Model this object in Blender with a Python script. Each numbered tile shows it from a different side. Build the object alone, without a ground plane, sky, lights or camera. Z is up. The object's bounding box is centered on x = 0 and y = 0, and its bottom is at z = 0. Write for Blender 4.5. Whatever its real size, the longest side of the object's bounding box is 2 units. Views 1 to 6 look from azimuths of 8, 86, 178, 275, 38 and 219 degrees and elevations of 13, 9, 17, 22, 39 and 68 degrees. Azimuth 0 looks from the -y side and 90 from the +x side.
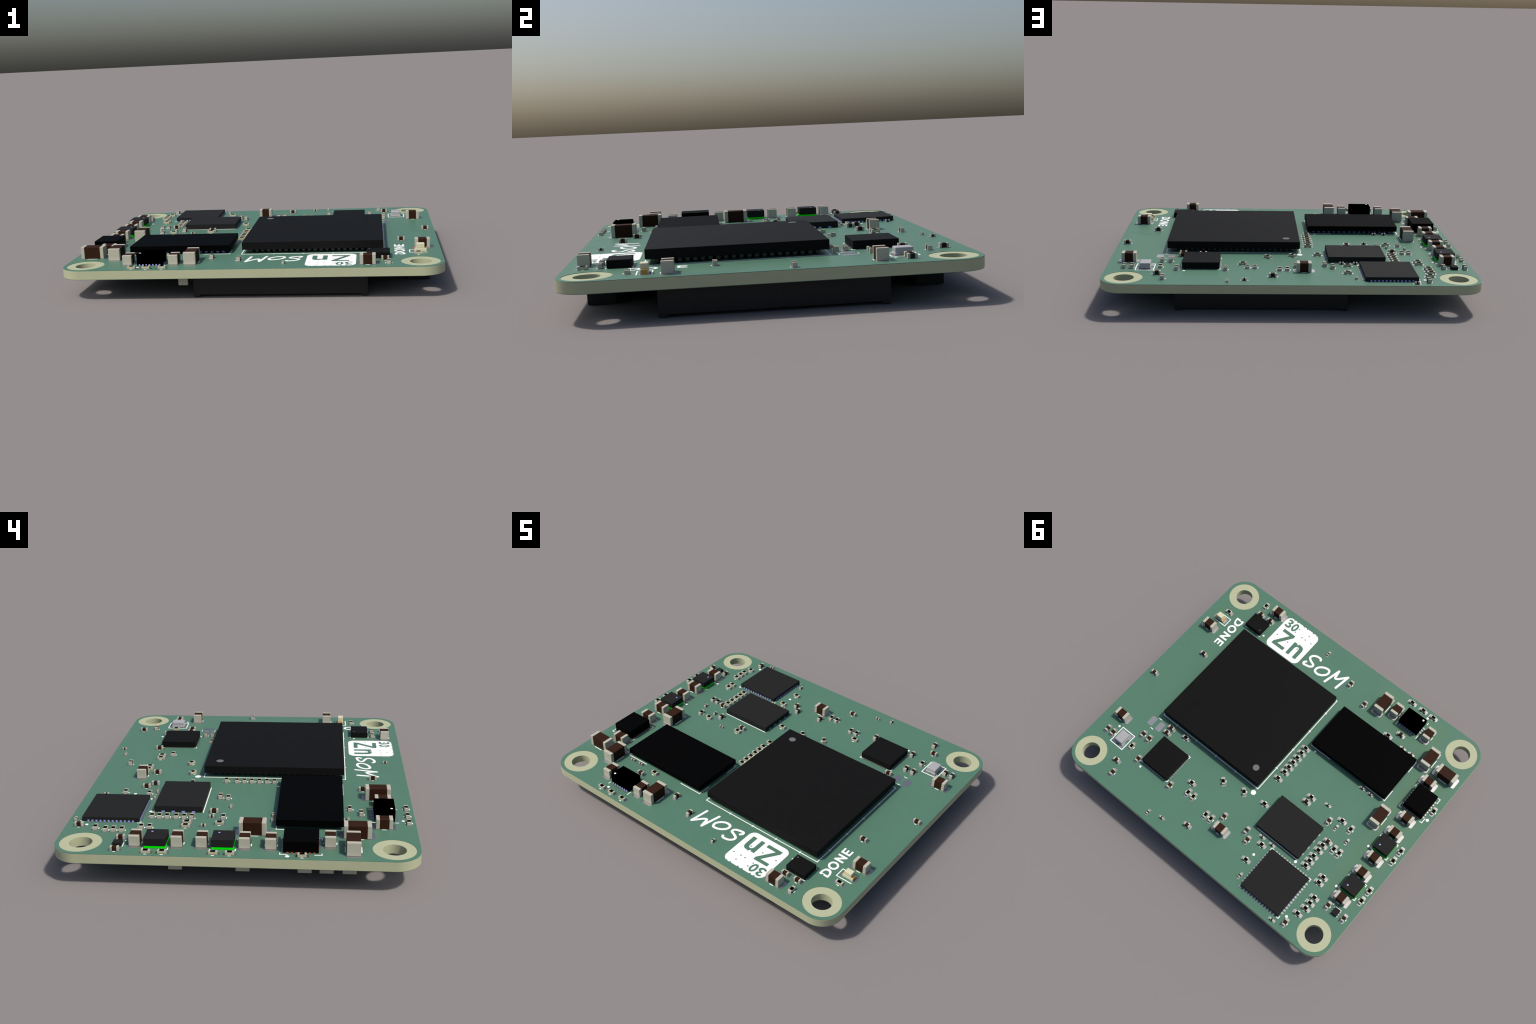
# Green system-on-module circuit board with chips, passives and board-to-board connectors.
# All dimensions below are in millimetres of the real board; S turns them into scene metres.
import bpy, bmesh, math
from mathutils import Vector, Matrix

S = 0.04                      # 50 mm board -> 2.00 m
Z_BOT, Z_TOP = 2.955, 4.18    # underside / top of the finished board
MASK_T = 0.045                # thickness of the solder mask layers
Z_PAD = Z_TOP + 0.022         # top of the copper pads
Z_SEAT = Z_PAD + 0.004        # where component bodies sit

for o in list(bpy.data.objects):
    bpy.data.objects.remove(o, do_unlink=True)

# ------------------------------------------------------------------ materials
def material(name, color, rough=0.55, spec=0.3, metal=0.0, var=0.03, scale=60.0, bump=0.0, coat=0.0):
    m = bpy.data.materials.new(name)
    m.use_nodes = True
    nt = m.node_tree
    b = nt.nodes["Principled BSDF"]
    b.inputs["Roughness"].default_value = rough
    b.inputs["Specular IOR Level"].default_value = spec
    b.inputs["Metallic"].default_value = metal
    b.inputs["Coat Weight"].default_value = coat
    tc = nt.nodes.new("ShaderNodeTexCoord")
    nz = nt.nodes.new("ShaderNodeTexNoise")
    nz.inputs["Scale"].default_value = scale
    nz.inputs["Detail"].default_value = 3.0
    nt.links.new(tc.outputs["Object"], nz.inputs["Vector"])
    cr = nt.nodes.new("ShaderNodeValToRGB")
    lo = [max(0.0, c * (1 - var)) for c in color] + [1]
    hi = [min(1.0, c * (1 + var)) for c in color] + [1]
    cr.color_ramp.elements[0].position = 0.35
    cr.color_ramp.elements[1].position = 0.65
    cr.color_ramp.elements[0].color = lo
    cr.color_ramp.elements[1].color = hi
    nt.links.new(nz.outputs["Fac"], cr.inputs["Fac"])
    nt.links.new(cr.outputs["Color"], b.inputs["Base Color"])
    if bump:
        bp = nt.nodes.new("ShaderNodeBump")
        bp.inputs["Strength"].default_value = bump
        bp.inputs["Distance"].default_value = 0.0004
        n2 = nt.nodes.new("ShaderNodeTexNoise")
        n2.inputs["Scale"].default_value = 420.0
        nt.links.new(tc.outputs["Object"], n2.inputs["Vector"])
        nt.links.new(n2.outputs["Fac"], bp.inputs["Height"])
        nt.links.new(bp.outputs["Normal"], b.inputs["Normal"])
    return m

M_MASK = material("green_solder_mask", (0.085, 0.188, 0.131), 0.42, 0.22, var=0.012, scale=9)
def tint_sheen_zones(m, zones):
    """Copper under the translucent mask adds a warm sheen inside soft-edged zones (mm boxes)."""
    nt = m.node_tree
    b = nt.nodes["Principled BSDF"]
    tc = nt.nodes.new("ShaderNodeTexCoord")
    sep = nt.nodes.new("ShaderNodeSeparateXYZ")
    nt.links.new(tc.outputs["Object"], sep.inputs[0])
    def math_node(op, a, c):
        n = nt.nodes.new("ShaderNodeMath")
        n.operation = op
        for i, v in enumerate((a, c)):
            if isinstance(v, float):
                n.inputs[i].default_value = v
            else:
                nt.links.new(v, n.inputs[i])
        return n.outputs[0]
    total = None
    for x0, x1, y0, y1 in zones:
        dx = math_node('SUBTRACT', math_node('ABSOLUTE', math_node('SUBTRACT', sep.outputs[0], (x0 + x1) / 2 * S), 0.0), (x1 - x0) / 2 * S)
        dy = math_node('SUBTRACT', math_node('ABSOLUTE', math_node('SUBTRACT', sep.outputs[1], (y0 + y1) / 2 * S), 0.0), (y1 - y0) / 2 * S)
        d = math_node('MAXIMUM', dx, dy)
        r = nt.nodes.new("ShaderNodeMapRange")
        r.interpolation_type = 'SMOOTHSTEP'
        nt.links.new(d, r.inputs["Value"])
        r.inputs["From Min"].default_value = -1.3 * S
        r.inputs["From Max"].default_value = 0.5 * S
        r.inputs["To Min"].default_value = 1.0
        r.inputs["To Max"].default_value = 0.0
        total = r.outputs[0] if total is None else math_node('MAXIMUM', total, r.outputs[0])
    lev = math_node('ADD', math_node('MULTIPLY', total, 0.10), 0.2)
    nt.links.new(lev, b.inputs["Specular IOR Level"])
    mix = nt.nodes.new("ShaderNodeMix")
    mix.data_type = 'RGBA'
    nt.links.new(total, mix.inputs["Factor"])
    mix.inputs["A"].default_value = (1, 1, 1, 1)
    mix.inputs["B"].default_value = (0.9, 0.82, 0.42, 1)
    nt.links.new(mix.outputs["Result"], b.inputs["Specular Tint"])

tint_sheen_zones(M_MASK, [(-24.3, -17.8, -12.2, 12.6), (-18.8, -5.2, -20.4, -13.4), (4.0, 24.3, -20.4, -12.8), (17.6, 24.3, -15.0, 9.0)])
M_FR4 = material("bare_glass_epoxy", (0.424, 0.449, 0.291), 0.5, 0.15, var=0.015, scale=14)
M_SILK = material("white_screen_print", (0.90, 0.90, 0.90), 0.6, 0.3, var=0.01)
M_PAD = material("tinned_pad", (0.48, 0.475, 0.485), 0.42, 0.5, metal=0.95, var=0.03)
M_TERM = material("tin_terminal", (0.445, 0.432, 0.350), 0.5, 0.3, var=0.02)
M_CERB = material("brown_ceramic", (0.0335, 0.0138, 0.0076), 0.6, 0.06, var=0.04)
M_FERR = material("dark_ferrite", (0.018, 0.018, 0.018), 0.6, 0.2, var=0.05)
M_ALUM = material("cream_alumina", (0.46, 0.45, 0.31), 0.55, 0.3, var=0.02)
M_FILM = material("black_resistive_film", (0.0015, 0.0015, 0.0018), 0.6, 0.03, var=0.0)
M_EPOX = material("black_moulding", (0.0078, 0.0078, 0.0077), 0.6, 0.05, var=0.04, bump=0.03)
M_EPOX_G = material("charcoal_moulding", (0.0185, 0.0185, 0.0183), 0.6, 0.05, var=0.04, bump=0.03)
M_EPOX_D = material("deep_black_moulding", (0.0013, 0.0013, 0.0013), 0.6, 0.025, var=0.0)
M_EPOX_K = material("jet_black_moulding", (0.0, 0.0, 0.0), 0.6, 0.0, var=0.0)
M_CONN = material("black_connector_plastic", (0.0195, 0.0195, 0.0198), 0.5, 0.2, var=0.05)
M_MARK = material("grey_pin_mark", (0.145, 0.145, 0.15), 0.6, 0.1, var=0.0)
M_LAV = material("lavender_plated_lead", (0.31, 0.34, 0.73), 0.5, 0.2, var=0.0)
M_RED = material("copper_red_lead", (0.45, 0.07, 0.03), 0.45, 0.3, var=0.0)
M_GREEN = material("bright_green_laminate", (0.0, 0.95, 0.0), 0.6, 0.05, var=0.0)
M_BALL = material("grey_solder_ball", (0.11, 0.115, 0.118), 0.5, 0.3, var=0.03)
M_CAN = material("pale_metal_can", (0.36, 0.36, 0.372), 0.5, 0.3, var=0.02)
M_LENS = material("cream_led_lens", (0.62, 0.61, 0.42), 0.45, 0.35, var=0.01)
M_GOLD = material("orange_gold_contact", (0.52, 0.27, 0.055), 0.45, 0.4, var=0.02)

# ------------------------------------------------------------------ mesh tools
class Build:
    """Collects geometry (in mm) in one bmesh."""
    def __init__(self):
        self.bm = bmesh.new()

    def box(self, x0, x1, y0, y1, z0, z1, bevel=0.0, seg=1):
        if not bevel:
            return self.prism([(x0, y0), (x1, y0), (x1, y1), (x0, y1)], z0, z1)
        r = bmesh.ops.create_cube(self.bm, size=1.0)
        vs = r["verts"]
        for v in vs:
            v.co = Vector(((x0 + x1) / 2 + v.co.x * (x1 - x0), (y0 + y1) / 2 + v.co.y * (y1 - y0),
                           (z0 + z1) / 2 + v.co.z * (z1 - z0)))
        if bevel:
            es = list({e for v in vs for e in v.link_edges})
            bmesh.ops.bevel(self.bm, geom=es, offset=bevel, segments=seg, affect='EDGES', profile=0.5)
        return self

    def prism(self, pts, z0, z1):
        """Extruded polygon without holes (counter-clockwise points)."""
        lo = [self.bm.verts.new((x, y, z0)) for x, y in pts]
        hi = [self.bm.verts.new((x, y, z1)) for x, y in pts]
        n = len(pts)
        self.bm.faces.new(hi)
        self.bm.faces.new(lo[::-1])
        for i in range(n):
            j = (i + 1) % n
            self.bm.faces.new((lo[i], lo[j], hi[j], hi[i]))
        return self

    def rounded(self, cx, cy, w, h, r, z0, z1, seg=5):
        return self.prism(rounded_rect(cx, cy, w, h, r, seg), z0, z1)

    def disc(self, cx, cy, r, z0, z1, n=28):
        return self.prism(circle(cx, cy, r, n), z0, z1)

    def line(self, x0, y0, x1, y1, w, z0, z1):
        """Silk-screen stroke with round ends."""
        a = math.atan2(y1 - y0, x1 - x0)
        pts = []
        for cx, cy, s in ((x1, y1, a - math.pi / 2), (x0, y0, a + math.pi / 2)):
            for i in range(7):
                t = s + math.pi * i / 6
                pts.append((cx + w / 2 * math.cos(t), cy + w / 2 * math.sin(t)))
        return self.prism(pts, z0, z1)

    def polyline(self, pts, w, z0, z1, closed=False, square=True):
        """Mitred ribbon following points, one clean strip (no overlapping faces)."""
        n = len(pts)
        left, right = [], []
        for i, p in enumerate(pts):
            p = Vector(p)
            a = Vector(pts[(i - 1) % n]) if (closed or i > 0) else None
            b = Vector(pts[(i + 1) % n]) if (closed or i < n - 1) else None
            d0 = (p - a).normalized() if a is not None else None
            d1 = (b - p).normalized() if b is not None else None
            if d0 is None: d0 = d1
            if d1 is None: d1 = d0
            t = (d0 + d1).normalized()
            nrm = Vector((-t.y, t.x))
            k = (w / 2) / max(0.35, abs(nrm.dot(Vector((-d1.y, d1.x)))))
            left.append(p + nrm * k)
            right.append(p - nrm * k)
        bm = self.bm
        V = lambda q, z: bm.verts.new((q.x, q.y, z))
        Lt, Rt = [V(q, z1) for q in left], [V(q, z1) for q in right]
        Lb, Rb = [V(q, z0) for q in left], [V(q, z0) for q in right]
        m = n if closed else n - 1
        for i in range(m):
            j = (i + 1) % n
            bm.faces.new((Lt[i], Rt[i], Rt[j], Lt[j]))
            bm.faces.new((Lt[i], Lt[j], Lb[j], Lb[i]))
            bm.faces.new((Rt[j], Rt[i], Rb[i], Rb[j]))
        if not closed:
            for i, flip in ((0, False), (n - 1, True)):
                c = Vector(pts[i])
                other = Vector(pts[1] if i == 0 else pts[n - 2])
                out = (c - other).normalized()
                a0 = math.atan2(-out.x, out.y) if False else math.atan2(out.y, out.x)
                arc = []
                for k in range(1, 8):
                    t = a0 + math.pi / 2 - math.pi * k / 8
                    arc.append(c + Vector((math.cos(t), math.sin(t))) * (w / 2))
                arc_t = [V(q, z1) for q in arc]
                arc_b = [V(q, z0) for q in arc]
                if i == 0:
                    # outward = backwards: left of travel is on the right-hand side of 'out'
                    ring_t = [Rt[i]] + arc_t + [Lt[i]]
                    ring_b = [Rb[i]] + arc_b + [Lb[i]]
                else:
                    ring_t = [Lt[i]] + arc_t + [Rt[i]]
                    ring_b = [Lb[i]] + arc_b + [Rb[i]]
                bm.faces.new(ring_t[::-1])
                for k in range(len(ring_t) - 1):
                    bm.faces.new((ring_t[k], ring_t[k + 1], ring_b[k + 1], ring_b[k]))
        return self

    def mesh(self, name, mat):
        me = bpy.data.meshes.new(name)
        bmesh.ops.recalc_face_normals(self.bm, faces=self.bm.faces)
        bmesh.ops.scale(self.bm, vec=(S, S, S), verts=self.bm.verts)
        self.bm.to_mesh(me)
        self.bm.free()
        me.materials.append(mat)
        return me


def circle(cx, cy, r, n=28, ry=None, tilt=0.0):
    ry = r if ry is None else ry
    out = []
    for i in range(n):
        a = 2 * math.pi * i / n
        x, y = r * math.cos(a), ry * math.sin(a)
        out.append((cx + x + tilt * y, cy + y))
    return out


def rounded_rect(cx, cy, w, h, r, seg=5):
    pts = []
    for sx, sy, a0 in ((1, -1, -90), (1, 1, 0), (-1, 1, 90), (-1, -1, 180)):
        for i in range(seg + 1):
            a = math.radians(a0 + 90 * i / seg)
            pts.append((cx + sx * (w / 2 - r) + r * math.cos(a), cy + sy * (h / 2 - r) + r * math.sin(a)))
    return pts


def smooth_path(pts, per=6, closed=False):
    """Catmull-Rom through the control points."""
    n = len(pts)
    out = []
    rng = range(n if closed else n - 1)
    for i in rng:
        g = lambda k: Vector(pts[k % n]) if closed else Vector(pts[min(max(k, 0), n - 1)])
        p0, p1, p2, p3 = g(i - 1), g(i), g(i + 1), g(i + 2)
        for s in range(per):
            t = s / per
            q = 0.5 * ((2 * p1) + (p2 - p0) * t + (2 * p0 - 5 * p1 + 4 * p2 - p3) * t * t
                       + (3 * p1 - p0 - 3 * p2 + p3) * t ** 3)
            out.append((q.x, q.y))
    if not closed:
        out.append(tuple(pts[-1]))
    return out


def filled_outline(name, loops, z0, z1, mat):
    """Flat plate bounded by loops (even-odd holes), made from a filled 2D curve."""
    cu = bpy.data.curves.new(name, 'CURVE')
    cu.dimensions = '2D'
    cu.fill_mode = 'BOTH'
    cu.extrude = (z1 - z0) / 2 * S
    for lp in loops:
        sp = cu.splines.new('POLY')
        sp.points.add(len(lp) - 1)
        for p, (x, y) in zip(sp.points, lp):
            p.co = (x * S, y * S, 0, 1)
        sp.use_cyclic_u = True
    tmp = bpy.data.objects.new(name + "_curve", cu)
    bpy.context.scene.collection.objects.link(tmp)
    dg = bpy.context.evaluated_depsgraph_get()
    me = bpy.data.meshes.new_from_object(tmp.evaluated_get(dg))
    me.name = name
    bpy.data.objects.remove(tmp, do_unlink=True)
    me.transform(Matrix.Translation((0, 0, (z0 + z1) / 2 * S)))
    me.materials.clear()
    me.materials.append(mat)
    return me


def place(name, mesh, parent, x=0.0, y=0.0, z=0.0, rot=0.0, flip=False, kind=None):
    o = bpy.data.objects.new(name, mesh)
    bpy.context.scene.collection.objects.link(o)
    o.parent = parent
    o.location = (x * S, y * S, z * S)
    o.rotation_euler = (math.pi if flip else 0.0, 0.0, rot)
    if kind:
        o["kind"] = kind
    return o

# ------------------------------------------------------------------ root and board
root = bpy.data.objects.new("circuit_board_module", None)
bpy.context.scene.collection.objects.link(root)
root["label"] = "green electronic module board with black chips and tiny parts"
root["category"] = "circuit board"

HOLES = [(22, 18), (22, -18), (-22, 18), (-22, -18)]
R_HOLE, R_RING, R_CORNER = 1.34, 2.48, 3.0
edge = rounded_rect(0, 0, 50, 42, R_CORNER, 14)
edge_in = rounded_rect(0, 0, 49.97, 41.97, R_CORNER, 14)
board = place("board_laminate", filled_outline("board_laminate",
              [edge] + [circle(x, y, R_HOLE, 48) for x, y in HOLES], Z_BOT + MASK_T, Z_TOP - MASK_T, M_FR4), root)
rings = [circle(x, y, R_RING, 56) for x, y in HOLES]
place("solder_mask_top", filled_outline("solder_mask_top", [edge_in] + rings, Z_TOP - MASK_T, Z_TOP, M_MASK), board)
place("solder_mask_underside", filled_outline("solder_mask_underside", [edge_in] + rings, Z_BOT, Z_BOT + MASK_T, M_MASK), board)

# ------------------------------------------------------------------ silk-screen
ZS0, ZS1 = Z_TOP, Z_TOP + 0.016
silk = Build()
def tick(x0, y0, x1, y1, w=0.12):
    silk.line(x0, y0, x1, y1, w, ZS0, ZS1)
def dot(x, y, r):
    silk.disc(x, y, r, ZS0, ZS1)
def corner(x, y, lx, ly, w=0.12):
    silk.polyline([(x + lx, y), (x, y), (x, y + ly)], w, ZS0, ZS1)

# copper traces that stand up very slightly under the mask and shine a little more
M_TRACE = material("mask_over_copper", (0.085, 0.188, 0.131), 0.40, 0.28, var=0.012, scale=9)
def trace_run(pts, n, pitch, w=0.10, h=0.003):
    """n parallel traces following pts, offset sideways by pitch."""
    b = Build()
    for i in range(n):
        off = (i - (n - 1) / 2) * pitch
        out = []
        for j, p in enumerate(pts):
            a, c = Vector(pts[max(j - 1, 0)]), Vector(pts[min(j + 1, len(pts) - 1)])
            d0 = (Vector(p) - a).normalized() if j else (c - Vector(p)).normalized()
            d1 = (c - Vector(p)).normalized() if j < len(pts) - 1 else d0
            t = (d0 + d1).normalized()
            nrm = Vector((-t.y, t.x))
            q = Vector(p) + nrm * off / max(0.5, nrm.dot(Vector((-d1.y, d1.x))))
            out.append((q.x, q.y))
        b.polyline(out, w, Z_TOP - 0.004, Z_TOP + h)
    return b.mesh("covered_traces", M_TRACE)
for pts, n, pitch in (([(14.6, -20.35), (1.8, -20.35), (0.9, -19.45), (0.9, -18.9)], 3, 0.26),
                      ([(-1.0, -20.35), (-4.9, -20.35), (-5.9, -19.35), (-5.9, -18.3)], 3, 0.26),
                      ([(24.2, -12.4), (24.2, -4.6), (23.2, -3.6), (20.0, -3.6), (19.3, -2.9), (19.3, 5.2)], 4, 0.24),
                      ([(6.55, -19.3), (6.55, -13.9), (7.0, -13.45), (7.0, -12.95)], 2, 0.26)):
    place("covered_traces", trace_run(pts, n, pitch), board, kind="stuff")

# ------------------------------------------------------------------ chip passives
# type: body length, width, height, terminal wrap, pad centre, pad length, pad width, silk offset, silk half length
DIM = {
    'c': (0.60, 0.30, 0.30, 0.20, 0.345, 0.46, 0.40, 0, 0),
    'C': (1.00, 0.50, 0.50, 0.245, 0.48, 0.56, 0.62, 0.38, 0.11),
    'F': (1.00, 0.50, 0.50, 0.27, 0.48, 0.56, 0.62, 0, 0),
    'B': (2.00, 1.25, 1.26, 0.45, 0.95, 1.00, 1.45, 0.74, 0.24),
    'D': (3.20, 1.60, 1.61, 0.50, 1.475, 1.15, 1.80, 0.93, 0.68),
    'R': (1.00, 0.50, 0.35, 0.22, 0.51, 0.54, 0.62, 0.40, 0.13),
}
PASSIVE = {}
def passive_meshes(k):
    if k in PASSIVE:
        return PASSIVE[k]
    L, W, H, T, pc, pl, pw, so, sl = DIM[k]
    g = 0.012 if k == 'c' else 0.02
    bev = min(0.05, W * 0.07)
    if k == 'R':
        body = Build().box(-L / 2 + .02, L / 2 - .02, -W / 2, W / 2, 0.02, H - 0.035).mesh("resistor_body", M_ALUM)
        term = Build()
        for s in (-1, 1):
            x0, x1 = sorted((s * L / 2, s * (L / 2 - T)))
            term.box(x0, x1, -W / 2 + .012, W / 2 - .012, 0.0, 0.019)
            term.box(x0, x1, -W / 2 + .012, W / 2 - .012, H - 0.034, H, 0.012)
            e0, e1 = sorted((s * (L / 2 + .012), s * (L / 2 - .019)))
            term.box(e0, e1, -W / 2 + .008, W / 2 - .008, 0.0, H - 0.01, 0.01)
        term = term.mesh("resistor_terminals", M_TERM)
        film = Build().box(-L / 2 + T + .002, L / 2 - T - .002, -W / 2 + .03, W / 2 - .03, H - 0.036, H - 0.006).mesh("resistive_film", M_FILM)
    else:
        mat = M_FERR if k == 'F' else M_CERB
        body = Build().box(-L / 2 + .03, L / 2 - .03, -W / 2 + g, W / 2 - g, g, H - g, bev * .6).mesh("capacitor_body", mat)
        term = Build()
        for s in (-1, 1):
            x0, x1 = sorted((s * L / 2, s * (L / 2 - T)))
            term.box(x0, x1, -W / 2, W / 2, 0, H, bev, 2)
        term = term.mesh("capacitor_terminals", M_TERM)
        film = None
    pads = Build()
    for s in (-1, 1):
        pads.rounded(s * pc, 0, pl, pw, 0.25 * min(pl, pw), Z_TOP - Z_SEAT, Z_PAD - Z_SEAT, 4)
    pads = pads.mesh("solder_pads", M_PAD)
    PASSIVE[k] = (body, term, pads, film)
    return PASSIVE[k]

NAMES = {'c': "small_capacitor", 'C': "capacitor", 'F': "ferrite_bead", 'B': "large_capacitor",
         'D': "bulk_capacitor", 'R': "resistor"}
def passive(k, x, y, ang, under=False):
    body, term, pads, film = passive_meshes(k)
    rot = math.radians(ang)
    z = (Z_BOT - (Z_SEAT - Z_TOP)) if under else Z_SEAT
    o = place(NAMES[k], body, root, x, y, z, rot, flip=under)
    place("terminals", term, o)
    place("solder_pads", pads, o)
    if film:
        place("resistive_film", film, o)
    so, sl = DIM[k][7:9]
    if so and not under:
        c, s = math.cos(rot), math.sin(rot)
        for d in (-so, so):
            tick(x - sl * c - d * s, y - sl * s + d * c, x + sl * c - d * s, y + sl * s + d * c)

# positions (mm) read as a layout list: along-x parts, then along-y parts
LAYOUT = {
    ('C', 0): [(23.67, 1.91), (17.81, -5.61 + 22.30), (15.01, 7.38), (15.01, 8.39), (19.93, -5.61), (17.59, -17.14),
               (15.66, -17.18), (2.57, 17.51), (-8.65, 3.30), (-15.0, 6.09), (-12.91, -14.55), ],
    ('C', 90): [(21.48, 13.67), (17.66, 10.92), (16.48, 10.93), (16.92, 18.51), (15.44, 14.44), (8.85, 14.52),
                (-0.72, 13.03), (-13.14, 3.56), (-5.71, 13.53), (-17.79, 19.35), (-20.95, 13.53), (-23.85, 13.58),
                (-1.54, -16.48), (-5.38, -14.99)],
    ('B', 0): [(22.21, 10.65), (22.62, -10.18), (15.38, -19.0), (-1.70, 14.88), (-21.77, -1.05), (-21.77, 3.86),
               (-21.77, -4.04), (-21.77, 6.71), (-21.77, 11.58), (-20.92, -10.78)],
    ('B', 90): [(-10.00, -17.30), (-16.25, -17.13)],
    ('D', 90): [(-18.50, -1.70), (-7.76, -16.80), (-18.80, -13.92)],
    ('D', 0): [(-22.30, -13.37)],
    ('F', 90): [(22.53, 13.69), (-4.72, 12.51)],
    ('c', 90): [(8.46, 19.73), (-14.59, 3.68), (-17.16, 4.36), (-8.42, 18.30), (4.55, -18.49)],
    ('c', 0): [(6.29, 19.06), (-11.47, 1.64), (-7.11, 11.74), (-9.01, 11.76), (-16.07, 20.22), (-14.53, -12.97),
               (-16.10, -12.99), (-13.74, -3.80), (-15.27, -3.80)],
    ('R', 90): [(17.67, 13.53), (17.98, -18.86), (5.91, 13.60), (4.87, 13.60), (1.53, 14.54), (0.52, 14.52),
                (-16.40, 6.49), (-17.37, 6.49), (-16.43, 2.51), (-24.15, 0.45), (-24.15, 2.33), (-24.22, 8.09),
                (-24.22, 9.96), (-24.20, -7.64)],
    ('R', 0): [(12.21, 7.18), (21.92, -14.11), (6.54, 12.09), (-2.98, 3.15), (-4.05, 7.62), (-8.77, 2.30),
               (-14.63, 2.25), (-7.82, 12.73), (-7.53, 15.94), (-11.02, -20.15), (-13.15, -20.15), (-15.08, -20.15),
               (-11.47, -13.19), (-17.84, 10.76), (-17.84, 11.76), (-18.73, 13.91), (-18.73, 14.93), (-18.73, 15.91),
               (-18.33, 17.21)]
              + [(-3.09, -3.32 + 1.013 * i) for i in range(6)]
              + [(-14.76, y) for y in (7.06, 8.05, 9.17, 10.13, 11.04)],
    ('R', -45): [(3.05, 8.86), (-0.46, 8.14)],
}
for (k, ang), pts in LAYOUT.items():
    for x, y in pts:
        passive(k, x, y, ang)
for y in (6.98, -0.82, -7.91, -10.40, -13.0):
    passive('D', -21.2, y, 0, under=True)
passive('B', -8.57, -18.33, 90, under=True)

# bare pads for an unfitted part
place("empty_solder_pads", Build().rounded(18.2, 8.33, 0.97, 1.62, 0.24, Z_TOP, Z_PAD).rounded(
    16.58, 8.34, 0.97, 1.62, 0.24, Z_TOP, Z_PAD).mesh("empty_solder_pads", M_PAD), root)
tick(17.40 - .22, 7.32, 17.40 + .22, 7.32)
tick(17.40 - .22, 9.34, 17.40 + .22, 9.34)

# ------------------------------------------------------------------ integrated circuits
def chip(name, cx, cy, w, h, z0, z1, mat, bev=0.035):
    me = Build().box(-w / 2, w / 2, -h / 2, h / 2, 0, z1 - z0, bev).mesh(name, mat)
    return place(name, me, root, cx, cy, Z_TOP + z0)

def part(parent, name, build, mat, kind=None):
    """Sub-part given in board coordinates, stored relative to its parent."""
    me = build.mesh(name, mat)
    px, py, pz = parent.location
    me.transform(Matrix.Translation((-px, -py, -pz)))
    return place(name, me, parent, kind=kind)

def lead_rows(cx, cy, sides, out, length, width, pitch, z0, z1, w, h, bld=None, pad=False):
    """Leads or pads along package edges. sides: dict of side -> (count, offset)."""
    b = bld or Build()
    for side, (n, off) in sides.items():
        for i in range(n):
            t = off + (i - (n - 1) / 2) * pitch
            if side in 'ew':
                s = 1 if side == 'e' else -1
                x1 = cx + s * (w / 2 + out)
                x0 = x1 - s * length
                a, c = sorted((x0, x1))
                if pad:
                    b.rounded((a + c) / 2, cy + t, c - a, width, width * .3, z0, z1, 3)
                else:
                    b.box(a, c, cy + t - width / 2, cy + t + width / 2, z0, z1)
            else:
                s = 1 if side == 'n' else -1
                y1 = cy + s * (h / 2 + out)
                y0 = y1 - s * length
                a, c = sorted((y0, y1))
                if pad:
                    b.rounded(cx + t, (a + c) / 2, width, c - a, width * .3, z0, z1, 3)
                else:
                    b.box(cx + t - width / 2, cx + t + width / 2, a, c, z0, z1)
    return b

def balls(cx, cy, nx, ny, pitch, r, zc, skip=None):
    b = Build()
    for i in range(nx):
        for j in range(ny):
            if skip and skip(i, j):
                continue
            c = Vector((cx + (i - (nx - 1) / 2) * pitch, cy + (j - (ny - 1) / 2) * pitch, zc))
            rows = []
            for v in range(1, 8):
                a = math.pi * v / 8
                rows.append([b.bm.verts.new(c + r * Vector((math.sin(a) * math.cos(t), math.sin(a) * math.sin(t), math.cos(a))))
                             for t in (2 * math.pi * u / 14 for u in range(14))])
            for v in range(6):
                for u in range(14):
                    w = (u + 1) % 14
                    b.bm.faces.new((rows[v][u], rows[v + 1][u], rows[v + 1][w], rows[v][w]))
            b.bm.faces.new(rows[0])
            b.bm.faces.new(rows[6][::-1])
    for f in b.bm.faces:
        f.smooth = True
    return b

# processor, ball grid array 19 x 19 mm
FX, FY = 7.87, -3.16
cpu = chip("processor_chip", FX, FY, 19, 19, 0.58, 1.63, M_EPOX)
part(cpu, "solder_balls", balls(FX, FY, 22, 22, 0.8, 0.29, Z_TOP + 0.3), M_BALL, "stuff")
part(cpu, "pin_mark", Build().disc(0.30, 4.41, 0.50, Z_TOP + 1.62, Z_TOP + 1.642, 36), M_MARK)
hx = 9.62
sx, sy = FX + 0.04, FY - 0.04
silk.polyline([(sx - hx, sy - hx), (sx + hx, sy - hx), (sx + hx, sy + hx), (sx - hx, sy + hx)], 0.13, ZS0, ZS1, closed=True)
for k in range(4):
    t = 4.43 + 4 * k
    for s in (-1, 1):
        for d in (-1, 1):
            # short crossing ticks built as two stubs either side of the outline
            xx, yy = sx - hx + t, sy + hx - t
            y0 = sy + s * hx
            silk.box(xx - .065, xx + .065, *sorted((y0 + d * .066, y0 + d * .2)), ZS0, ZS1)
            x0 = sx + s * hx
            silk.box(*sorted((x0 + d * .066, x0 + d * .2)), yy - .065, yy + .065, ZS0, ZS1)
# orientation dot with a small bite taken out by a via
pts = circle(-1.56, 7.27, 0.40, 40)
pts = [p for p in pts if math.hypot(p[0] + 1.20, p[1] - 7.38) > 0.10]
silk.prism(pts, ZS0, ZS1)

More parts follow.
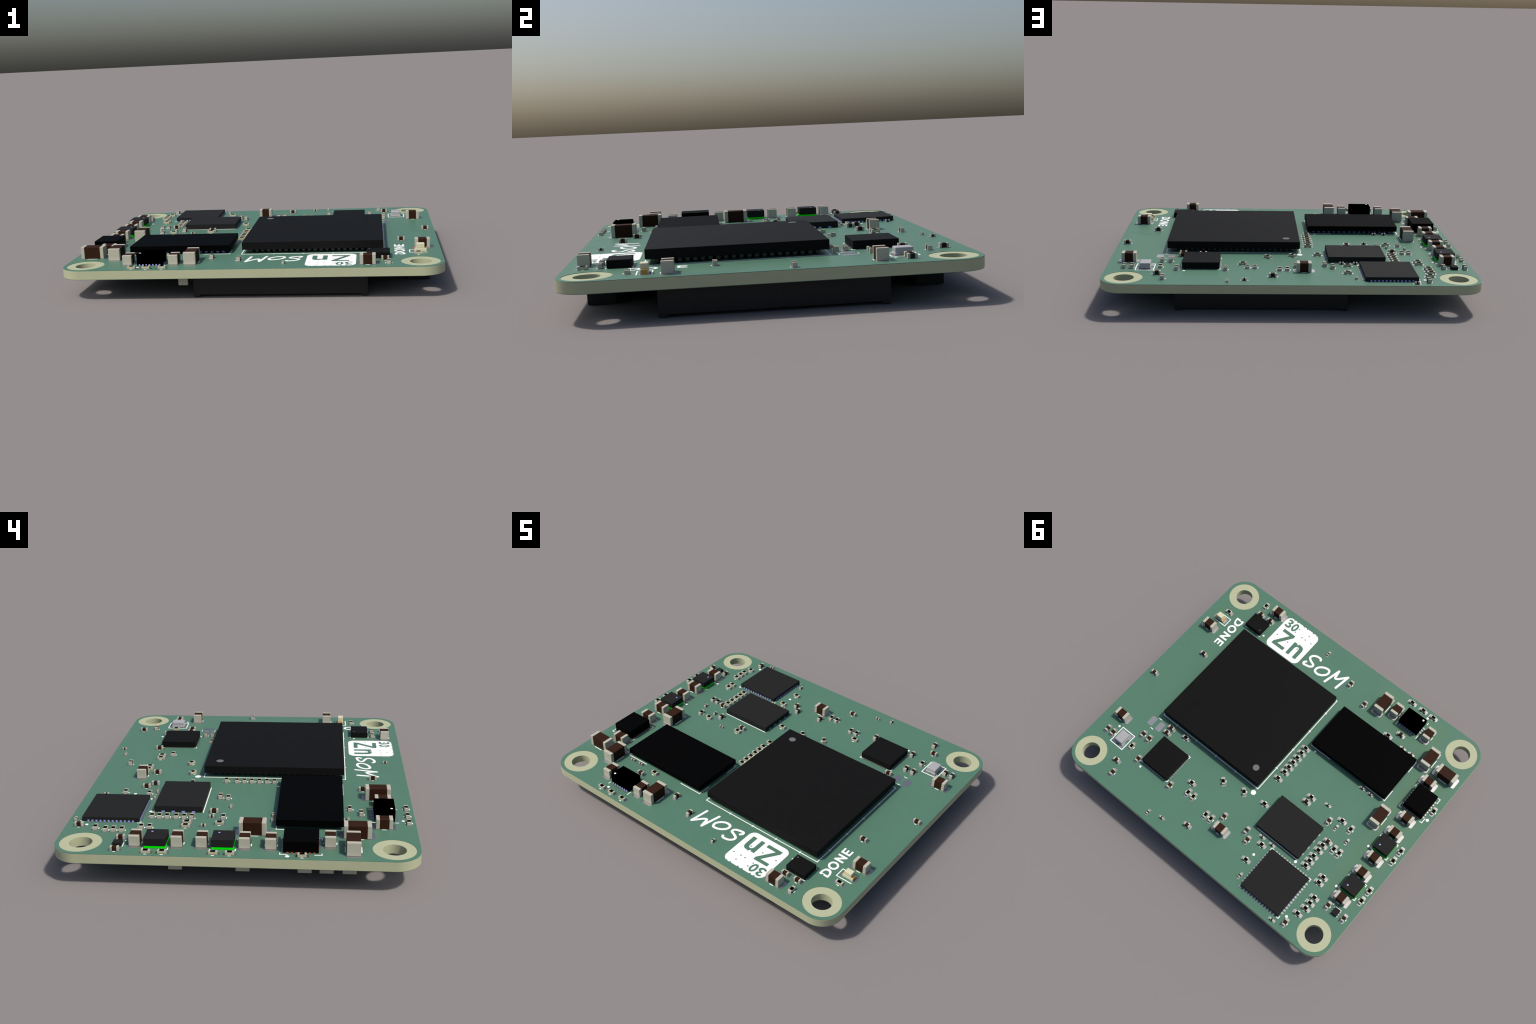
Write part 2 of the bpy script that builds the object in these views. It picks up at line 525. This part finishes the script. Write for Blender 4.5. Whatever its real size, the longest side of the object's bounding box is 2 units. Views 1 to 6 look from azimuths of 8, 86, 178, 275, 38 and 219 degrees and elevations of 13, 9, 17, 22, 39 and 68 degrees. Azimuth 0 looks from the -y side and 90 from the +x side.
# memory chip
DX, DY = -10.43, -8.36
ddr = chip("memory_chip", DX, DY, 14, 8, 0.42, 1.25, M_EPOX_D)
part(ddr, "solder_balls", balls(DX, DY, 16, 9, 0.8, 0.23, Z_TOP + 0.21), M_LAV, "stuff")
for s in (-1, 1):
    for d in (-1, 1):
        corner(DX + s * 7.05 - .03, DY + d * 4.05 - (.05 if d > 0 else .0), -s * 3.6, -d * 2.0)
dot(-4.49, -3.91, 0.18)

# flash memory, 8 x 6 mm with four contacts on each short end
QX, QY = -9.34, 8.03
ic2 = chip("flash_memory_chip", QX, QY, 8, 6, 0.03, 0.85, M_EPOX_G)
part(ic2, "leads", lead_rows(QX, QY, {'e': (4, 0), 'w': (4, 0)}, 0.012, 0.3, 0.42, 1.27, Z_TOP + .031, Z_TOP + .20, 8, 6), M_LAV)
part(ic2, "solder_pads", lead_rows(QX, QY, {'e': (4, 0), 'w': (4, 0)}, 0.12, 0.6, 0.46, 1.27, Z_TOP, Z_PAD, 8, 6, pad=True), M_PAD)
tick(QX - 3.95, QY - 3.11, QX + 3.95, QY - 3.11)
for x0, x1 in ((-3.95, -1.36), (-1.22, 1.18), (1.32, 3.6)):
    tick(QX + x0, QY + 3.10, QX + x1, QY + 3.10)
dot(-13.26, 11.50, 0.22)

# network chip, 7 x 7 mm, 48 contacts
NX, NY = -12.97, 15.82
qfn = chip("network_chip", NX, NY, 7, 7, 0.03, 0.63, M_EPOX_G)
four = {s: (12, 0) for s in 'nsew'}
part(qfn, "leads", lead_rows(NX, NY, four, 0.012, 0.3, 0.25, 0.5, Z_TOP + .031, Z_TOP + .22, 7, 7), M_LAV)
part(qfn, "solder_pads", lead_rows(NX, NY, four, 0.33, 0.8, 0.28, 0.5, Z_TOP, Z_PAD, 7, 7, pad=True), M_PAD)
for s in (-1, 1):
    for d in (-1, 1):
        corner(NX + s * 3.68, NY + d * 3.70, -s * .38, -d * .38)
dot(-17.39, 18.54, 0.21)
dot(-7.88, 14.60, 0.20)

# transceiver chip, 5 x 5 mm, 40 contacts
PX, PY = 12.19, 11.78
phy = chip("transceiver_chip", PX, PY, 5, 5, 0.03, 0.94, M_EPOX)
four = {s: (10, 0) for s in 'nsew'}
part(phy, "leads", lead_rows(PX, PY, four, 0.012, 0.3, 0.2, 0.4, Z_TOP + .031, Z_TOP + .12, 5, 5), M_FERR)
part(phy, "solder_pads", lead_rows(PX, PY, four, 0.27, 0.7, 0.22, 0.4, Z_TOP, Z_PAD, 5, 5, pad=True), M_PAD)
for s in (-1, 1):
    for d in (-1, 1):
        corner(PX + s * 2.65 + .03, PY + d * 2.63 - .03, -s * .34, -d * .34)
dot(14.39, 15.13, 0.18)

# small oscillator-like memory by the logo
GX, GY = 16.71, -15.22
fl = chip("small_logic_chip", GX, GY, 3.0, 2.5, 0.03, 0.86, M_EPOX)
part(fl, "solder_pads", lead_rows(GX, GY, {'n': (3, 0), 's': (3, 0)}, 0.12, 0.5, 0.4, 0.95, Z_TOP, Z_PAD, 3, 2.5, pad=True), M_PAD)
part(fl, "pin_mark", Build().disc(15.56, -14.42, 0.10, Z_TOP + .85, Z_TOP + .875, 20), M_MARK)
for s in (-1, 1):
    for d in (-1, 1):
        x0 = GX + s * 1.55
        tick(x0, GY + d * 1.36, x0 - s * .55, GY + d * 1.36)
dot(14.78, -14.40, 0.17)

# step-down regulator
RX, RY = -13.08, -17.30
reg = chip("regulator_chip", RX, RY, 3.46, 2.46, 0.03, 1.60, M_EPOX_K, 0.05)
rs = {'n': (7, 0), 's': (7, 0), 'w': (3, 0.0), 'e': (3, 0.0)}
part(reg, "leads", lead_rows(RX, RY, rs, 0.06, 0.3, 0.20, 0.45, Z_TOP + .025, Z_TOP + .19, 3.46, 2.46), M_LAV)
part(reg, "solder_pads", lead_rows(RX, RY, rs, 0.44, 0.75, 0.22, 0.45, Z_TOP, Z_PAD, 3.46, 2.46, pad=True), M_PAD)
part(reg, "pin_mark", Build().disc(-14.39, -18.08, 0.155, Z_TOP + 1.59, Z_TOP + 1.615, 24), M_SILK)
for x, y0, y1 in ((-11.17, -16.15, -15.55), (-15.03, -18.95, -18.6), (-15.03, -16.2, -15.6), (-11.17, -19.0, -18.3)):
    tick(x, y0, x, y1)
dot(-14.45, -19.54, 0.2)

# large power converter with copper-red leads
KX, KY = -21.76, -7.49
ind = chip("power_converter_chip", KX, KY, 3.40, 4.0, 0.03, 1.48, M_EPOX_D, 0.04)
rs = {'n': (6, 0), 's': (6, 0), 'w': (7, 0), 'e': (7, 0)}
part(ind, "leads", lead_rows(KX, KY, rs, 0.03, 0.25, 0.22, 0.5, Z_TOP + .025, Z_TOP + .13, 3.38, 3.98), M_RED)
part(ind, "solder_pads", lead_rows(KX, KY, rs, 0.26, 0.6, 0.24, 0.5, Z_TOP, Z_PAD, 3.38, 3.98, pad=True), M_PAD)
for s, d, lx, ly in ((-1, -1, .35, .82), (1, 1, .35, .82), (1, -1, .4, .5), (-1, 1, .35, .82)):
    corner(KX + s * 2.1, KY + d * 2.36, -s * lx, -d * ly)
pts = [p for p in circle(-24.27, -6.0, 0.25, 32) if math.hypot(p[0] + 24.08, p[1] + 6.16) > 0.09]
silk.prism(pts, ZS0, ZS1)

# two small converter modules on bright green laminate
for (mx, my, ddx, ddy) in ((-21.85, 1.39, -21.26, 1.90), (-21.95, 9.12, -21.37, 9.64)):
    m = chip("converter_module", mx, my, 2.5, 2.5, 0.27, 1.25, M_EPOX_G)
    part(m, "module_laminate", Build().box(mx - 1.255, mx + 1.255, my - 1.255, my + 1.255, Z_TOP + .03, Z_TOP + .27), M_GREEN)
    part(m, "pin_mark", Build().disc(ddx, ddy, 0.13, Z_TOP + 1.24, Z_TOP + 1.262, 20), M_LAV)
    for s, d, lx, ly in ((1, 1, .4, .3), (-1, -1, .4, .3), (-1, 1, .3, .45), (1, -1, .18, .45)):
        corner(mx + s * 1.47 + .03, my + d * 1.45 - .03, -s * lx, -d * ly)
    dot(mx + 1.86, my + 1.40, 0.19)

# tiny four-pad chip near the corner hole
sot = chip("tiny_logic_chip", -22.38, 13.56, 0.92, 1.06, 0.03, 0.42, M_EPOX_G, 0.02)
part(sot, "solder_pads", lead_rows(-22.38, 13.56, {'e': (3, 0), 'w': (3, 0)}, 0.16, 0.4, 0.24, 0.4, Z_TOP, Z_PAD, .92, 1.06, pad=True), M_PAD)
tick(-21.95, 12.93, -22.9, 12.93)
dot(-21.44, 12.80, 0.12)

# crystal oscillator can
OX, OY = 19.67, 13.46
osc = place("crystal_can", Build().box(-.72, .72, -.94, .94, 0.06, 0.79, 0.1, 2).mesh("crystal_can", M_CAN), root, OX, OY, Z_SEAT)
part(osc, "crystal_base", Build().box(OX - .8, OX + .8, OY - 1.0, OY + 1.0, Z_SEAT, Z_SEAT + .24, 0.05), M_CAN)
b = Build()
for s in (-1, 1):
    for d in (-1, 1):
        b.rounded(OX + s * .62, OY + d * .80, .86, .9, .12, Z_TOP, Z_PAD)
part(osc, "solder_pads", b, M_PAD)
ox, oy = 19.70, 13.49
silk.polyline([(ox - 1.22, oy - 1.43), (ox + 1.22, oy - 1.43), (ox + 1.22, oy + 1.43), (ox - 1.22, oy + 1.43)], 0.13, ZS0, ZS1, closed=True)
dot(21.49, 12.29, 0.18)

# indicator light
LX, LY = 22.25, -12.42
led = place("indicator_light", Build().box(-.52, .52, -.40, .40, 0.42, 1.04, 0.04).mesh("led_lens", M_LENS), root, LX, LY, Z_SEAT)
part(led, "led_base", Build().box(LX - .62, LX + .62, LY - .40, LY + .40, Z_SEAT + .02, Z_SEAT + .43).box(
    LX - .80, LX + .80, LY - .42, LY - .30, Z_SEAT + .01, Z_SEAT + .42, .02).box(
    LX - .80, LX + .80, LY + .30, LY + .42, Z_SEAT + .01, Z_SEAT + .42, .02), M_LENS)
b = Build()
for s in (-1, 1):
    b.box(*sorted((LX + s * .56, LX + s * .81)), LY - .295, LY + .295, Z_SEAT, Z_SEAT + .47, .02)
part(led, "gold_contacts", b, M_GOLD)
b = Build()
for s in (-1, 1):
    b.rounded(LX + s * .79, LY, .8, .95, .2, Z_TOP, Z_PAD)
part(led, "solder_pads", b, M_PAD)
silk.polyline([(23.1, -11.72), (20.84, -11.72), (20.84, -13.22), (23.1, -13.22)], 0.13, ZS0, ZS1)

place("silk_screen_lines", silk.mesh("silk_screen_lines", M_SILK), board, kind="stuff")

# ------------------------------------------------------------------ printed logo and lettering
# lettering coordinates: u to the reader's right, v up; the print is rotated on the board
def turned(loops, rot):
    c, s = round(math.cos(rot)), round(math.sin(rot))
    return [[(u * c - v * s, u * s + v * c) for u, v in lp] for lp in loops]

def via_hole(u, v, r=0.115):
    return circle(u, v, r, 8)

plate = rounded_rect(-10.625, 16.725, 6.49, 6.49, 0.95, 8)
top = 16.725 + 6.49 / 2
top_edge_start = max(i for i, p in enumerate(plate) if p[1] > top - 1e-4 and p[0] > -10.6)
bites = []
for u in (-8.14, -8.82, -10.07, -10.76, -12.08, -12.74):    # small via bites along the top rim
    bites += [(u + .12, top), (u + .13, top - .10), (u + .02, top - .17), (u - .12, top - .10), (u - .11, top)]
plate = plate[:top_edge_start + 1] + bites + plate[top_edge_start + 1:]
letter_Z = [(-12.98, 17.62), (-10.73, 17.62), (-10.73, 17.12), (-12.27, 14.86), (-10.71, 14.86), (-10.71, 14.28),
            (-13.03, 14.28), (-13.03, 14.80), (-11.50, 17.05), (-12.98, 17.05)]
letter_n = [(-10.13, 14.29), (-10.13, 16.78), (-9.53, 16.78), (-9.50, 16.55), (-9.36, 16.62), (-9.2, 16.95), (-9.06, 16.85)] + \
           smooth_path([(-8.98, 16.83), (-8.62, 16.80), (-8.28, 16.55), (-8.13, 16.10)], 4) + \
           [(-8.12, 14.29), (-8.77, 14.29), (-8.77, 15.85)] + \
           smooth_path([(-8.80, 16.05), (-8.93, 16.27), (-9.15, 16.31), (-9.40, 16.18), (-9.51, 15.85)], 4) + [(-9.51, 14.29)]
zero_out = circle(-11.81, 18.845, 0.50, 28, 0.80, 0.06)
zero_in = circle(-11.81, 18.86, 0.18, 24, 0.46, 0.10)
three = smooth_path([(-13.46, 19.46), (-13.2, 19.63), (-12.92, 19.66), (-12.63, 19.53), (-12.53, 19.28), (-12.63, 19.02),
                     (-12.80, 18.91), (-12.57, 18.78), (-12.45, 18.5), (-12.60, 18.18), (-12.96, 18.03), (-13.3, 18.08),
                     (-13.53, 18.20)], 4) + \
        smooth_path([(-13.40, 18.50), (-13.12, 18.36), (-12.90, 18.42), (-12.85, 18.6), (-12.98, 18.73), (-13.22, 18.75)], 4) + \
        [(-13.24, 19.0)] + smooth_path([(-13.04, 19.04), (-12.92, 19.16), (-12.95, 19.31), (-13.10, 19.37), (-13.29, 19.21)], 4)
vias = [(-13.23, 16.0), (-11.02, 16.0), (-9.03, 15.98), (-11.24, 18.24), (-11.03, 19.07), (-9.78, 18.13), (-9.07, 18.13),
        (-9.03, 19.08), (-7.92, 18.18)]
logo = [plate, letter_Z, letter_n, zero_out, zero_in, three] + [via_hole(u, v) for u, v in vias]
place("printed_logo", filled_outline("printed_logo", turned(logo, math.pi), ZS0, ZS1, M_SILK), board)

w = 0.365
S_path = smooth_path([(-4.80, 16.80), (-4.93, 17.0), (-5.25, 17.06), (-5.82, 16.96), (-6.28, 16.64), (-6.44, 16.22), (-6.22, 15.9),
                      (-5.75, 15.66), (-5.27, 15.45), (-5.17, 15.14), (-5.46, 14.82), (-5.97, 14.67), (-6.55, 14.60),
                      (-6.68, 14.90), (-6.46, 15.18)], 5)
O_path = smooth_path([(-4.33, 14.75), (-4.39, 15.34), (-3.98, 15.89), (-3.28, 16.25), (-2.60, 16.25), (-2.42, 15.60),
                      (-2.92, 14.92), (-3.67, 14.58)], 6, closed=True)
som = Build()
som.polyline(turned([S_path], math.pi)[0], w, ZS0, ZS1)
som.polyline(turned([O_path], math.pi)[0], w, ZS0, ZS1, closed=True)
som.polyline(turned([[(-1.97, 14.28), (-1.30, 17.17)]], math.pi)[0], w, ZS0, ZS1)
som.polyline(turned([smooth_path([(-1.29, 17.12), (-1.17, 16.4), (-1.10, 15.93), (-0.90, 15.78), (-0.50, 16.05), (0.06, 16.7), (0.50, 17.20)], 5)], math.pi)[0],
             w, ZS0, ZS1 + .012)
som.polyline(turned([[(0.51, 17.21), (0.09, 14.50)]], math.pi)[0], w, ZS0, ZS1 + .024)
place("printed_lettering_handwritten", som.mesh("printed_lettering_handwritten", M_SILK), board)

# bold capitals beside the indicator light, reading along +y (u = y, v = -x)
v0, v1, st = -20.24, -18.86, 0.30
D_out = [(-14.27, v0)] + smooth_path([(-13.75, v0), (-13.25, v0 + .14), (-12.97, -19.85), (-12.90, -19.50), (-13.02, -19.15),
                                      (-13.32, v1 - .10), (-13.72, v1)], 4) + \
        [(-14.27, v1), (-14.27, v1 - .36), (-14.10, v1 - .44), (-14.09, v1 - .60), (-14.27, v1 - .68)]
D_in = [(-13.96, v0 + .27)] + smooth_path([(-13.68, v0 + .27), (-13.38, v0 + .42), (-13.25, -19.54), (-13.38, v1 - .40), (-13.68, v1 - .27)], 4) + \
       [(-13.96, v1 - .27)]
vm = (v0 + v1) / 2
O_out, O_in = circle(-12.02, vm, 0.75, 32, 0.72), circle(-12.02, vm, 0.43, 28, 0.43)
N = [(-10.98, v0), (-10.98, v1), (-10.72, v1), (-10.03, -19.68), (-10.03, v1), (-9.71, v1), (-9.71, v0), (-9.98, v0),
     (-10.66, -19.42), (-10.66, v0)]
E_ = [(-9.36, v0), (-9.36, v1), (-8.36, v1), (-8.36, v1 - .26), (-9.05, v1 - .26), (-9.05, vm + .13), (-8.45, vm + .13),
      (-8.45, vm - .13), (-9.05, vm - .13), (-9.05, v0 + .26), (-8.34, v0 + .26), (-8.34, v0)]
place("printed_lettering_capitals", filled_outline("printed_lettering_capitals",
      turned([D_out, D_in, O_out, O_in, N, E_], math.pi / 2), ZS0, ZS1, M_SILK), board)

# ------------------------------------------------------------------ board-to-board connectors underneath
LEN, WID = 22.6, 3.0
def connector_meshes():
    b = Build()
    h, l = WID / 2, LEN / 2
    zt, zb = Z_BOT - 0.10, 0.25
    # moulded shell: long walls, centre tongue, end blocks reaching down to the feet
    b.box(-l, l, -h, -h + .45, zb, zt, .04)
    b.box(-l, l, h - .45, h, zb, zt, .04)
    b.box(-l + .9, l - .9, -.42, .42, 0.55, zt - .02, .04)
    b.box(-l + .3, l - .3, -h + .2, h - .2, zt - .9, zt - .03)
    for s in (-1, 1):
        b.box(*sorted((s * (l - .001), s * (l - .88))), -h + .002, h - .002, 0.0, zt + .002, .04)
    shell = b.mesh("connector", M_CONN)
    c = Build()
    n = 50
    for i in range(n):
        x = (i - (n - 1) / 2) * 0.4
        for s in (-1, 1):
            c.box(x - .08, x + .08, *sorted((s * (h - .46), s * (h - .62))), 0.6, zt - .91)
            c.box(x - .08, x + .08, *sorted((s * (h - .7), s * (h - .05))), zt + .01, Z_BOT - .002)
    return shell, c.mesh("connector_contacts", M_GOLD)
shell, contacts = connector_meshes()
for x, y, rot in ((4.03, -17.52, 0), (4.03, 17.47, 0), (22.05, 0.0, math.pi / 2)):
    o = place("connector", shell, root, x, y, 0, rot)
    place("connector_contacts", contacts, o, kind="stuff")
